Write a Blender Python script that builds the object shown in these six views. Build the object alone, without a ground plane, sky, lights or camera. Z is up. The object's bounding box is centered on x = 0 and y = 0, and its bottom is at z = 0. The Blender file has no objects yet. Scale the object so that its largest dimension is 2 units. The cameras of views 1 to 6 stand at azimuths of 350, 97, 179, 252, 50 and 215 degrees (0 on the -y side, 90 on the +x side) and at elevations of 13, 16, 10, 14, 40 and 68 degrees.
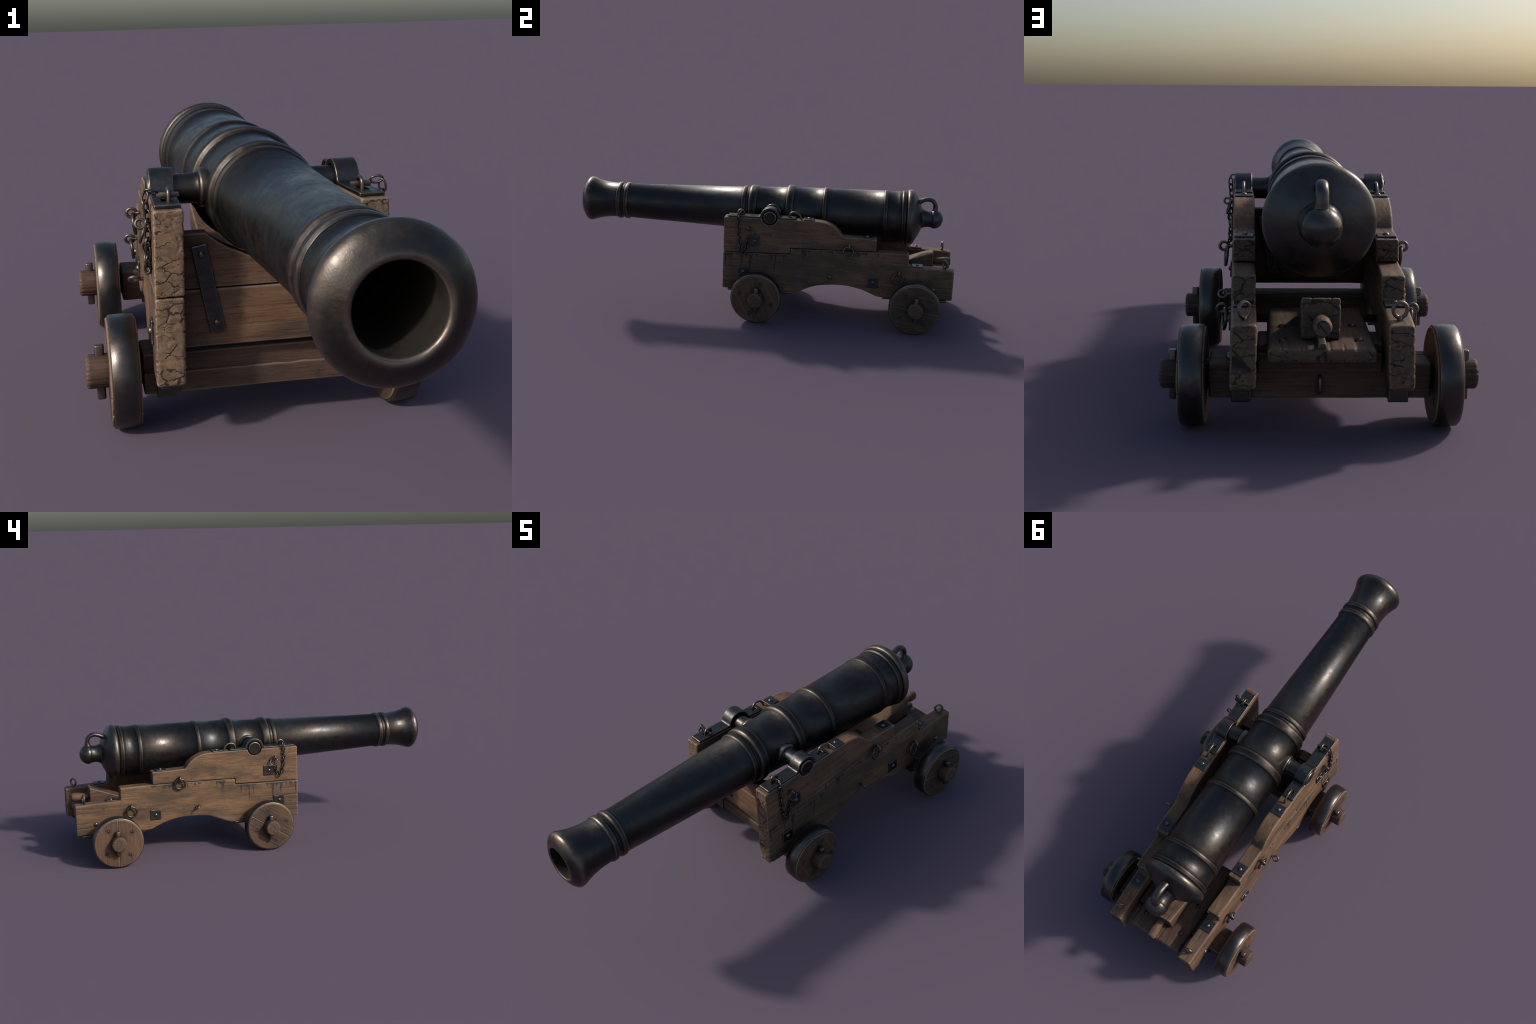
"""A naval gun on a four-wheeled timber carriage, built part by part.

Frame: metres, z up, muzzle towards -y.  Timbers are solid bodies, worn by
code (noise, splits, end-grain cracks); ironwork is lathed, swept or bevelled.
"""
import math
import random

import bmesh
import bpy
import numpy as np
from mathutils import Matrix, Vector, noise

random.seed(7)
COLL = bpy.context.scene.collection
IDENT = Matrix.Identity(4)

# ------------------------------------------------------------------ materials


class Nodes:
    """Small helper for writing node trees."""

    def __init__(self, name):
        self.mat = bpy.data.materials.new(name)
        self.mat.use_nodes = True
        self.t = self.mat.node_tree
        self.t.nodes.clear()
        self.out = self.t.nodes.new("ShaderNodeOutputMaterial")
        self.bsdf = self.t.nodes.new("ShaderNodeBsdfPrincipled")
        self.t.links.new(self.bsdf.outputs[0], self.out.inputs[0])
        self.tc = self.t.nodes.new("ShaderNodeTexCoord")
        self.geo = self.t.nodes.new("ShaderNodeNewGeometry")

    def put(self, sock, v):
        if isinstance(v, bpy.types.NodeSocket):
            self.t.links.new(v, sock)
        elif isinstance(v, (tuple, list)) and len(v) == 3 and sock.type == "RGBA":
            sock.default_value = (*v, 1)
        else:
            sock.default_value = v

    def mapping(self, scale=(1, 1, 1), loc=(0, 0, 0), rot=(0, 0, 0), src=None):
        n = self.t.nodes.new("ShaderNodeMapping")
        self.put(n.inputs["Vector"], src or self.tc.outputs["Object"])
        n.inputs["Scale"].default_value = scale
        n.inputs["Location"].default_value = loc
        n.inputs["Rotation"].default_value = rot
        return n.outputs[0]

    def noise(self, vec, scale, detail=4, rough=0.55, dist=0.0):
        n = self.t.nodes.new("ShaderNodeTexNoise")
        self.put(n.inputs["Vector"], vec)
        n.inputs["Scale"].default_value = scale
        n.inputs["Detail"].default_value = detail
        n.inputs["Roughness"].default_value = rough
        n.inputs["Distortion"].default_value = dist
        return n.outputs["Fac"]

    def voronoi_edge(self, vec, scale):
        n = self.t.nodes.new("ShaderNodeTexVoronoi")
        n.feature = "DISTANCE_TO_EDGE"
        self.put(n.inputs["Vector"], vec)
        n.inputs["Scale"].default_value = scale
        return n.outputs["Distance"]

    def math(self, op, a, b=0.0, clamp=False):
        n = self.t.nodes.new("ShaderNodeMath")
        n.operation = op
        n.use_clamp = clamp
        self.put(n.inputs[0], a)
        self.put(n.inputs[1], b)
        return n.outputs[0]

    def ramp(self, fac, lo, hi):
        n = self.t.nodes.new("ShaderNodeMapRange")
        n.interpolation_type = "SMOOTHSTEP"
        self.put(n.inputs["Value"], fac)
        n.inputs["From Min"].default_value = lo
        n.inputs["From Max"].default_value = hi
        return n.outputs[0]

    def mix(self, fac, a, b, mode="MIX"):
        n = self.t.nodes.new("ShaderNodeMix")
        n.data_type = "RGBA"
        n.blend_type = mode
        self.put(n.inputs[0], fac)
        self.put(n.inputs[6], a)
        self.put(n.inputs[7], b)
        return n.outputs[2]

    def sep(self, vec):
        n = self.t.nodes.new("ShaderNodeSeparateXYZ")
        self.put(n.inputs[0], vec)
        return n.outputs

    def comb(self, x, y, z):
        n = self.t.nodes.new("ShaderNodeCombineXYZ")
        for s, v in zip(n.inputs, (x, y, z)):
            self.put(s, v)
        return n.outputs[0]

    def ao(self, dist):
        n = self.t.nodes.new("ShaderNodeAmbientOcclusion")
        n.samples = 4
        n.inputs["Distance"].default_value = dist
        return n.outputs["AO"]

    def bump(self, height, strength, dist, normal=None):
        n = self.t.nodes.new("ShaderNodeBump")
        n.inputs["Strength"].default_value = strength
        n.inputs["Distance"].default_value = dist
        self.put(n.inputs["Height"], height)
        if normal is not None:
            self.put(n.inputs["Normal"], normal)
        return n.outputs[0]


def wood(name, grain=1, warm=1.0, dark=1.0, tar=False, seed=0.0, checks=0.0, nails=None):
    """Weathered timber; grain runs along the object's axis number `grain`."""
    n = Nodes(name)
    s = [1.0, 1.0, 1.0]
    s[grain] = 0.06
    s2 = [1.0, 1.0, 1.0]
    s2[grain] = 0.3
    g = n.mapping(s, (seed, seed * 0.7, seed * 1.3))
    broad = n.mapping(s2, (seed * 2, seed, seed))
    streak = n.noise(g, 125, 6, 0.68, 0.3)
    fibre = n.noise(g, 260, 3, 0.6)
    patch = n.noise(broad, 13, 4, 0.6)
    blot = n.noise(n.mapping((1, 1, 1), (seed + 3, 0, 0)), 26, 5, 0.7)
    c = n.mix(n.ramp(patch, 0.34, 0.66), (0.088, 0.055, 0.035), (0.202 * warm, 0.109 * warm, 0.055))
    c = n.mix(n.math("MULTIPLY", n.ramp(streak, 0.46, 0.66), 0.50), c, (0.066, 0.042, 0.029))
    c = n.mix(n.math("MULTIPLY", n.ramp(n.noise(broad, 34, 3), 0.52, 0.70), 0.45), c, (0.165, 0.120, 0.082))
    c = n.mix(n.math("MULTIPLY", n.ramp(n.noise(broad, 5, 3), 0.52, 0.74), 0.40), c, (0.070, 0.050, 0.038))
    c = n.mix(n.math("MULTIPLY", n.ramp(fibre, 0.58, 0.70), 0.65), c, (0.022, 0.017, 0.014))
    c = n.mix(n.math("MULTIPLY", n.ramp(blot, 0.56, 0.72), 0.60), c, (0.034, 0.027, 0.023))
    thin = [1.0, 1.0, 1.0]
    thin[grain] = 0.03
    hair = n.noise(n.mapping(thin, (seed, seed, 5.0)), 330, 3, 0.6)
    c = n.mix(n.math("MULTIPLY", n.ramp(hair, 0.54, 0.66), 0.45), c, (0.030, 0.021, 0.016))
    # end grain: paler, greyer, with growth rings and drying checks
    nrm = n.sep(n.tc.outputs["Normal"])
    end = n.ramp(n.math("ABSOLUTE", nrm[grain]), 0.80, 0.92)
    rs = [1.0, 1.0, 1.0]
    rs[grain] = 0.05
    ring = n.noise(n.mapping(rs, (0.2, 0.3, seed)), 42, 5, 0.7, 1.5)
    ec = n.mix(n.ramp(ring, 0.35, 0.65), (0.098, 0.064, 0.043), (0.190, 0.120, 0.072))
    if checks:
        bend = n.noise(n.mapping((1, 1, 1), (0, 0, seed)), 45, 3)
        turn = [0.0, 0.0, 0.0]
        turn[grain] = checks
        lines = None
        for sc, th in ((19, 0.050), (37, 0.045)):
            flat = [1.0, 1.0, 1.0]
            flat[grain] = 0.02
            flat[2] = 1.7
            shift = n.comb(n.math("MULTIPLY", bend, 0.020), 0.0, n.math("MULTIPLY", bend, 0.030))
            add = n.t.nodes.new("ShaderNodeVectorMath")
            n.put(add.inputs[0], n.tc.outputs["Object"])
            n.put(add.inputs[1], shift)
            tail = [0.62, 0.62, 0.62]
            tail[grain] = 0.02
            tail[2] = 1.5
            lean_by = [0.0, 0.0, 0.0]
            lean_by[grain] = 0.75
            back = n.ramp(nrm[grain], -0.1, 0.1)
            v = n.mix(back, n.mapping(flat, (seed, 0.1, seed), turn, src=add.outputs[0]), n.mapping(tail, (seed, 0.1, seed), lean_by, src=add.outputs[0]))
            e = n.voronoi_edge(v, sc)
            l = n.math("MULTIPLY", n.ramp(e, th, th * 0.25), n.ramp(n.noise(n.mapping((1, 0.1, 1), (sc, 0, seed)), 30, 2), 0.53, 0.61) if sc > 30 else n.ramp(n.noise(n.mapping((1, 0.1, 1), (sc, 0, seed)), 18, 2), 0.36, 0.46))
            lines = l if lines is None else n.math("MAXIMUM", lines, l)
        ec = n.mix(n.math("MULTIPLY", back, 0.45), ec, (0.055, 0.040, 0.030))  # rear-facing ends get a browner, darker tint for being out of the sun
        ec = n.mix(n.math("MULTIPLY", lines, 0.93), ec, (0.012, 0.009, 0.007))
    c = n.mix(end, c, ec)
    height = n.math("ADD", n.math("MULTIPLY", streak, 0.7), n.math("MULTIPLY", fibre, 0.5))
    if checks:
        height = n.math("SUBTRACT", height, n.math("MULTIPLY", n.math("MULTIPLY", lines, end), 0.9))
    if tar:
        # black-blue seepage below the joint between the two cheek planks
        x, y, z = n.sep(n.tc.outputs["Object"])
        rise = n.ramp(y, 0.150, 0.160)
        joint = n.math("ADD", n.math("MULTIPLY", rise, 0.031), n.math("ADD", n.math("MULTIPLY", y, 0.0165), 0.3475))
        below = n.math("SUBTRACT", joint, z)
        bent = n.math("ADD", y, n.math("MULTIPLY", n.noise(n.mapping((1, 1, 1), (seed, 0, 0)), 22, 2), 0.012))
        line = n.comb(0.0, bent, n.math("MULTIPLY", z, 0.03))
        runs = n.noise(line, 75, 3, 0.6)
        clump = n.noise(n.comb(3.0 + seed, y, 0.0), 16, 2)
        front = n.ramp(y, 0.50, 0.10)
        length = n.math("MULTIPLY", n.math("MULTIPLY", n.ramp(runs, 0.47, 0.72), n.ramp(clump, 0.34, 0.52)), n.math("ADD", n.math("MULTIPLY", front, 0.10), 0.02))
        wob = n.math("MULTIPLY", n.math("MULTIPLY", n.ramp(n.noise(n.mapping((1, 1, 1), (1, 2, seed)), 48, 4, 0.7), 0.35, 0.75), n.ramp(clump, 0.28, 0.55)), 0.030)
        reach = n.math("ADD", n.math("ADD", length, wob), 0.0035)
        t = n.math("SUBTRACT", n.math("DIVIDE", below, n.math("ADD", reach, 0.0004)), 0.0)
        mask = n.ramp(t, 1.1, 0.75)
        side = n.math("SUBTRACT", 1.0, n.math("MULTIPLY", end, 0.6))
        face = n.math("MULTIPLY", n.ramp(n.math("ABSOLUTE", nrm[2]), 0.75, 0.45), n.ramp(y, 0.64, 0.60))
        mask = n.math("MULTIPLY", mask, face)
        c = n.mix(n.math("MULTIPLY", n.math("MULTIPLY", mask, side), 0.85), c, (0.016, 0.020, 0.022))
    if nails is not None:
        # iron stain bled into the wood round four nails
        nx, ny, nz = n.sep(n.mapping((1, 1, 1), (0, 0, 0), (-nails, 0, 0)))
        wv = n.math("MULTIPLY", n.math("SUBTRACT", n.noise(n.mapping((1, 1, 1), (seed, 1, 2)), 90, 3), 0.5), 0.026)
        spots = None
        for u, v in ((ny, nz), (nz, ny)):
            du = n.math("SUBTRACT", n.math("ABSOLUTE", u), 0.0845)
            dd = n.math("SQRT", n.math("ADD", n.math("MULTIPLY", du, du), n.math("MULTIPLY", v, v)))
            m = n.ramp(n.math("ADD", dd, wv), 0.0190, 0.0070)
            spots = m if spots is None else n.math("MAXIMUM", spots, m)
        c = n.mix(n.math("MULTIPLY", spots, 0.8), c, (0.024, 0.027, 0.029))
    # wear on arrises; occlusion shade baked into the colour of crevices and joints
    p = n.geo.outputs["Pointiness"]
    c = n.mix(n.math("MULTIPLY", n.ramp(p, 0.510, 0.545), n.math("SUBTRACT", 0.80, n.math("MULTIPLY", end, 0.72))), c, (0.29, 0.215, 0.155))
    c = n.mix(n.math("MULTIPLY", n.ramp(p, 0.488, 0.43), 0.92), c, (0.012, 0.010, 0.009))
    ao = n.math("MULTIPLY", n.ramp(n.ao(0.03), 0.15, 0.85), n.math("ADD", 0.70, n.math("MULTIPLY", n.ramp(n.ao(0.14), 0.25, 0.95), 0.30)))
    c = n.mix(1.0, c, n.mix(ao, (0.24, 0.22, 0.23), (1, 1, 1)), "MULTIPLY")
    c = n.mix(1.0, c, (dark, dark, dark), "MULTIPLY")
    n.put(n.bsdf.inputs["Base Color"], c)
    n.put(n.bsdf.inputs["Roughness"], n.math("ADD", n.math("MULTIPLY", streak, 0.25), 0.55))
    n.put(n.bsdf.inputs["Specular IOR Level"], 0.35)
    n.put(n.bsdf.inputs["Normal"], n.bump(height, 0.55, 0.0016))
    return n.mat


def iron(name, tint=(0.056, 0.049, 0.043), rough=0.42, wear=0.6, rust=0.25, seed=0.0, bump=0.35, bands=(), bore=False):
    """Blackened, hand-rubbed iron with brown wear on raised edges."""
    n = Nodes(name)
    o = n.mapping((1, 1, 1), (seed, seed * 2, -seed))
    big = n.noise(o, 9, 4, 0.6)
    mid = n.noise(o, 38, 5, 0.65)
    fine = n.noise(o, 210, 3, 0.6)
    scr = n.noise(n.mapping((1, 0.08, 1), (seed, 0, 0), (0.3, 0.2, 0.4)), 130, 3, 0.6)
    c = n.mix(n.ramp(big, 0.35, 0.68), tint, tuple(v * k for v, k in zip(tint, (0.74, 0.88, 1.12))))
    c = n.mix(n.math("MULTIPLY", n.ramp(mid, 0.55, 0.75), rust), c, (0.105, 0.066, 0.045))
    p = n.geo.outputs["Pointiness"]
    if bore:  # breech end given a paler, mottled base colour and less edge tint
        along = n.sep(n.tc.outputs["Object"])[1]
        breech = n.ramp(along, 0.750, 0.790)
        c = n.mix(n.math("MULTIPLY", breech, n.math("ADD", n.math("MULTIPLY", n.ramp(mid, 0.20, 0.80), 0.45), 0.35)), c, (0.092, 0.087, 0.083))
        wear = n.math("MULTIPLY", wear, n.math("SUBTRACT", 1.0, n.math("MULTIPLY", breech, 0.75)))
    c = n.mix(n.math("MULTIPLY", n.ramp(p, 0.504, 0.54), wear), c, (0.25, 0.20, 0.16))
    c = n.mix(n.math("MULTIPLY", n.ramp(p, 0.497, 0.465), 0.85), c, (0.010, 0.008, 0.008))  # grooves blackened by pointiness, a drawn occlusion shadow
    near = None
    for y in bands:  # colour darkened beside each ring, a painted shade where highlights end
        d = n.math("ABSOLUTE", n.math("SUBTRACT", n.sep(n.tc.outputs["Object"])[1], y))
        m = n.ramp(n.math("ADD", d, n.math("MULTIPLY", n.math("SUBTRACT", mid, 0.5), 0.04)), 0.045, 0.005)
        near = m if near is None else n.math("MAXIMUM", near, m)
    if near is not None:
        c = n.mix(n.math("MULTIPLY", near, 0.50), c, (0.022, 0.017, 0.015))
    ao = n.ramp(n.ao(0.03), 0.1, 0.8)  # contact shading, multiplied into the iron's base colour below
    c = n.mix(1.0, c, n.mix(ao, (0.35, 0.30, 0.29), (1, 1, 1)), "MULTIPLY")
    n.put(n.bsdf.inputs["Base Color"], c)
    r = n.math("ADD", n.math("MULTIPLY", n.math("SUBTRACT", mid, 0.5), 0.50), rough)
    r = n.math("ADD", r, n.math("MULTIPLY", n.math("SUBTRACT", big, 0.5), 0.30))
    r = n.math("ADD", r, n.math("MULTIPLY", n.math("SUBTRACT", scr, 0.5), 0.12))
    metal = 0.92
    if bore:  # bore wall: near-black, rougher, low metallic and low specular
        x, y, z = n.sep(n.tc.outputs["Object"])
        rad = n.math("SQRT", n.math("ADD", n.math("MULTIPLY", x, x), n.math("MULTIPLY", z, z)))
        inside = n.math("MULTIPLY", n.ramp(rad, 0.0695, 0.0665), n.ramp(y, -0.2, -0.3))
        c = n.mix(inside, c, n.mix(mid, (0.012, 0.011, 0.009), (0.034, 0.030, 0.025)))
        metal = n.math("SUBTRACT", 0.92, n.math("MULTIPLY", inside, 0.90))
        r = n.math("ADD", r, n.math("MULTIPLY", inside, 0.35))
        n.put(n.bsdf.inputs["Base Color"], c)
        n.put(n.bsdf.inputs["Specular IOR Level"], n.math("SUBTRACT", 0.5, n.math("MULTIPLY", inside, 0.42)))
    n.put(n.bsdf.inputs["Metallic"], metal)
    if near is not None:
        r = n.math("ADD", r, n.math("MULTIPLY", near, 0.08))
    n.put(n.bsdf.inputs["Roughness"], r)
    h = n.math("ADD", n.math("MULTIPLY", mid, 0.8), n.math("MULTIPLY", fine, 0.25))
    n.put(n.bsdf.inputs["Normal"], n.bump(h, bump, 0.0016))
    return n.mat


M = {
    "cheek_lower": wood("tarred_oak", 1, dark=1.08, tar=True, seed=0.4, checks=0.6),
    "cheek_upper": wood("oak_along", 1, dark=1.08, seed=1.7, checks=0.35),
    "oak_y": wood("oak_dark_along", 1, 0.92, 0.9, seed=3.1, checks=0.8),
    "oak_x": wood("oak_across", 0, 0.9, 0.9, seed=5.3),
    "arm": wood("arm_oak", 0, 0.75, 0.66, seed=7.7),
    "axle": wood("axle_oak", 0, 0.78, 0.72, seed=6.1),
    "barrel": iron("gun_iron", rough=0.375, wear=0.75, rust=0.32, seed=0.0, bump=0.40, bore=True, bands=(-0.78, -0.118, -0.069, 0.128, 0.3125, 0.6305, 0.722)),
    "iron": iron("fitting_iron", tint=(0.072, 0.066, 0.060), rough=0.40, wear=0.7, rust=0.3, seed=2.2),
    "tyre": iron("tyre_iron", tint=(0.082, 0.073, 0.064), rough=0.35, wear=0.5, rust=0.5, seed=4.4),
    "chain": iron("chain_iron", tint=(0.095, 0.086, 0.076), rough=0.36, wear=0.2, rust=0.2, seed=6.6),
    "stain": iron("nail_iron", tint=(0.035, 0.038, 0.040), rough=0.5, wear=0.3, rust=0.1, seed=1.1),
}

# ------------------------------------------------------------------ objects


def empty(name, parent=None, loc=(0, 0, 0)):
    o = bpy.data.objects.new(name, None)
    o.empty_display_size = 0.1
    o.location = loc
    COLL.objects.link(o)
    if parent:
        adopt(o, parent)
    return o


def adopt(o, parent):
    o.parent = parent
    m, q = parent.matrix_basis.copy(), parent
    while q.parent:
        q = q.parent
        m = q.matrix_basis @ m
    o.matrix_parent_inverse = m.inverted()


def thing(name, mesh, mat, parent, matrix=None):
    o = bpy.data.objects.new(name, mesh)
    COLL.objects.link(o)
    if matrix is not None:
        o.matrix_basis = matrix
    adopt(o, parent)
    if mat and not mesh.materials:
        mesh.materials.append(M[mat])
    return o


def mesh_of(name, verts, faces, smooth=True):
    me = bpy.data.meshes.new(name)
    me.from_pydata([tuple(v) for v in verts], [], faces)
    bm = bmesh.new()
    bm.from_mesh(me)
    bmesh.ops.recalc_face_normals(bm, faces=bm.faces)
    bm.to_mesh(me)
    bm.free()
    me.shade_smooth() if smooth else me.shade_flat()
    return me


def from_bm(bm, name, smooth_angle=None):
    bmesh.ops.recalc_face_normals(bm, faces=bm.faces)
    me = bpy.data.meshes.new(name)
    bm.to_mesh(me)
    bm.free()
    if smooth_angle is None:
        me.shade_smooth()
    else:
        me.shade_smooth()
        me.set_sharp_from_angle(angle=math.radians(smooth_angle))
    return me


def apply_mod(me, kind, **kw):
    """Run one modifier on a mesh and return the result as a new mesh."""
    o = bpy.data.objects.new("tmp", me)
    COLL.objects.link(o)
    m = o.modifiers.new("m", kind)
    for k, v in kw.items():
        setattr(m, k, v)
    dg = bpy.context.evaluated_depsgraph_get()
    new = bpy.data.meshes.new_from_object(o.evaluated_get(dg))
    bpy.data.objects.remove(o)
    bpy.data.meshes.remove(me)
    return new


def sharp_edges(bm, deg):
    out = []
    for e in bm.edges:
        if len(e.link_faces) == 2 and e.calc_face_angle(0) > math.radians(deg):
            out.append(e)
    return out


def prism(poly, axis, lo, hi, bevel=0.0, segs=2, deg=28):
    """Extrude a closed 2D polygon along `axis` (0: poly is y,z; 1: x,z; 2: x,y)."""
    bm = bmesh.new()

    def at(p, w):
        c = list(p)
        c.insert(axis, w)
        return bm.verts.new(c)

    a = [at(p, lo) for p in poly]
    b = [at(p, hi) for p in poly]
    bm.faces.new(a)
    bm.faces.new(list(reversed(b)))
    k = len(poly)
    for i in range(k):
        bm.faces.new((a[i], b[i], b[(i + 1) % k], a[(i + 1) % k]))
    bmesh.ops.recalc_face_normals(bm, faces=bm.faces)
    if bevel:
        bmesh.ops.bevel(bm, geom=sharp_edges(bm, deg), offset=bevel, segments=segs, profile=0.5, affect="EDGES", clamp_overlap=True)
    return bm


def box_poly(y0, z0, y1, z1):
    return [(y0, z0), (y1, z0), (y1, z1), (y0, z1)]


def timber(name, bm, grain, voxel=0.003, wear=1.0, splits=(), cracks=1.0, cell=17.0, seed=0, warp=None):
    """Turn a clean solid into worn timber: remesh, then push the surface about.

    splits: (axis across, position, end -1/+1, where it starts, length, depth)
    """
    bmesh.ops.triangulate(bm, faces=[f for f in bm.faces if len(f.verts) > 4])
    me = bpy.data.meshes.new(name)
    bm.to_mesh(me)
    bm.free()
    me = apply_mod(me, "REMESH", mode="VOXEL", voxel_size=voxel, adaptivity=0.0)
    k = len(me.vertices)
    co = np.empty(k * 3)
    nm = np.empty(k * 3)
    me.vertices.foreach_get("co", co)
    me.vertex_normals.foreach_get("vector", nm)
    co, nm = co.reshape(-1, 3), nm.reshape(-1, 3)
    off = Vector((seed * 3.1, seed * 1.7, seed * 2.3))
    st = np.ones(3)
    st[grain] = 0.12
    d = np.zeros(k)
    ends = np.abs(nm[:, grain]) > 0.86
    for i in range(k):
        p = Vector(co[i]) + off
        q = Vector(co[i] * st) + off
        soft = 0.3 if ends[i] else 1.0
        d[i] = soft * wear * (0.0007 * noise.noise(p * 14) + 0.0008 * noise.noise(q * 55) + 0.0004 * noise.noise(q * 130))
        if ends[i] and cracks:
            if nm[i, grain] > 0:  # the tail ends split along slanting rays
                u = Vector(p)
                a, b = u[0] if grain else u[1], u[2]
                q2 = Vector(((a * 0.73 + b * 0.68) * 0.6, u[grain] * 0.1, (b * 0.73 - a * 0.68) * 1.5))
            else:
                q2 = p
            w = q2 * cell + 0.35 * noise.noise_vector(p * 30)
            dist = noise.voronoi(w)[0]
            gap = dist[1] - dist[0]
            keep = noise.noise(p * 16) + 0.15
            if gap < 0.085 and keep > 0:
                d[i] -= (0.6 if nm[i, grain] > 0 else 1.0) * cracks * 0.0022 * (1 - gap / 0.085) * min(1, keep * 3)
            d[i] += cracks * 0.0003 * noise.noise(p * 60)
    for axis, pos, way, start, length, depth in splits:
        u = (co[:, grain] - start) * way
        run = np.clip(1 - u / length, 0, 1) * (u > -0.004)
        wob = np.array([0.0022 * noise.noise(Vector((co[i, grain] * 28, pos * 50, seed))) for i in range(k)])
        line = np.exp(-(((co[:, axis] - pos - wob) / 0.0021) ** 2))
        d -= depth * np.sqrt(run) * line * np.where(ends, 0.25, 1.0)
    co = co + nm * d[:, None]
    if warp:
        co = warp(co)
    me.vertices.foreach_set("co", co.ravel())
    me.name = name
    me.shade_smooth()
    me.update()
    return me


def forge(me, voxel, dent=0.0004, seed=0.0):
    """Even out the topology of a forged piece and leave hammer marks on it."""
    me = apply_mod(me, "REMESH", mode="VOXEL", voxel_size=voxel, adaptivity=0.0)
    nm = [v.normal.copy() for v in me.vertices]
    for v, n in zip(me.vertices, nm):
        p = v.co + Vector((seed, seed * 2, seed * 3))
        v.co += n * dent * (noise.noise(p * 45) + 0.5 * noise.noise(p * 120))
    me.shade_smooth()
    return me


def mirror_mesh(me, name=None):
    m = me.copy()
    m.transform(Matrix.Diagonal((-1, 1, 1, 1)))
    m.flip_normals()
    return m


def lathe(profile, segs, name, axis="Y", smooth_angle=None, ripple=None):
    """Spin (position along axis, radius) points round an axis."""
    verts, faces, rows = [], [], []
    for a, r in profile:
        if r < 1e-6:
            rows.append([len(verts)])
            verts.append((0, a, 0))
            continue
        row = []
        for j in range(segs):
            t = 2 * math.pi * j / segs
            rr = r + (ripple(a, t) * min(1.0, r / 0.06) if ripple else 0)
            row.append(len(verts))
            verts.append((rr * math.sin(t), a, rr * math.cos(t)))
        rows.append(row)
    for p, q in zip(rows, rows[1:]):
        if len(p) == 1 and len(q) == 1:
            continue
        for j in range(segs):
            k = (j + 1) % segs
            if len(p) == 1:
                faces.append((p[0], q[j], q[k]))
            elif len(q) == 1:
                faces.append((p[j], q[0], p[k]))
            else:
                faces.append((p[j], q[j], q[k], p[k]))
    if axis == "X":
        verts = [(y, x, z) for x, y, z in verts]
    elif axis == "Z":
        verts = [(x, z, y) for x, y, z in verts]
    me = mesh_of(name, verts, faces)
    if smooth_angle:
        me.set_sharp_from_angle(angle=math.radians(smooth_angle))
    return me


def catmull(pts, per, closed=False):
    pts = [Vector(p) for p in pts]
    n = len(pts)
    out = []
    for i in range(n if closed else n - 1):
        if closed:
            a, b, c, d = (pts[(i + k) % n] for k in (-1, 0, 1, 2))
        else:
            a, b, c, d = pts[max(i - 1, 0)], pts[i], pts[i + 1], pts[min(i + 2, n - 1)]
        for s in range(per):
            t = s / per
            out.append(0.5 * ((2 * b) + (c - a) * t + (2 * a - 5 * b + 4 * c - d) * t * t + (3 * b - a - 3 * c + d) * t**3))
    if not closed:
        out.append(pts[-1])
    return out


def tube(path, radius, sides=10, closed=False, name="tube", width=None):
    """Sweep an ellipse along a 3D path; radius may be a function of 0..1.

    width: second radius, along the binormal (for flat-sided bars)."""
    path = [Vector(p) for p in path]
    n = len(path)
    rad = radius if callable(radius) else (lambda t: radius)
    wid = width if callable(width) else ((lambda t: width) if width else rad)
    verts, faces = [], []
    tang = []
    for i in range(n):
        a = path[(i - 1) % n] if closed or i else path[0]
        b = path[(i + 1) % n] if closed or i < n - 1 else path[-1]
        tang.append((b - a).normalized())
    up = Vector((1, 0, 0)) if abs(tang[0].x) < 0.8 else Vector((0, 0, 1))
    bi = tang[0].cross(up).cross(tang[0]).normalized()
    for i in range(n):
        bi = (bi - tang[i] * bi.dot(tang[i])).normalized()
        no = tang[i].cross(bi)
        t = i / (n - 1)
        for j in range(sides):
            a = 2 * math.pi * j / sides
            verts.append(path[i] + bi * wid(t) * math.cos(a) + no * rad(t) * math.sin(a))
    for i in range(n if closed else n - 1):
        k = (i + 1) % n
        for j in range(sides):
            l = (j + 1) % sides
            faces.append((i * sides + j, i * sides + l, k * sides + l, k * sides + j))
    if not closed:
        faces.append(tuple(range(sides)))
        faces.append(tuple((n - 1) * sides + j for j in range(sides)))
    return mesh_of(name, verts, faces)


def circle_path(c, u, v, r, n=28, rv=None):
    c, u, v = Vector(c), Vector(u), Vector(v)
    return [c + u * r * math.cos(2 * math.pi * i / n) + v * (rv or r) * math.sin(2 * math.pi * i / n) for i in range(n)]


def dome(r, h, name="rivet_head", segs=20):
    prof = [(-0.001, r * 1.02), (0.0, r)]
    for i in range(1, 6):
        t = i / 6 * math.pi / 2
        prof.append((h * math.sin(t), r * math.cos(t)))
    prof.append((h, 0.0))
    return lathe(prof, segs, name, "X")


def frame(loc, nrm, up=(0, 0, 1)):
    """Matrix whose local x points along nrm."""
    x = Vector(nrm).normalized()
    y = Vector(up).cross(x).normalized()
    z = x.cross(y)
    m = Matrix((x, y, z)).transposed().to_4x4()
    m.translation = Vector(loc)
    return m


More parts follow.
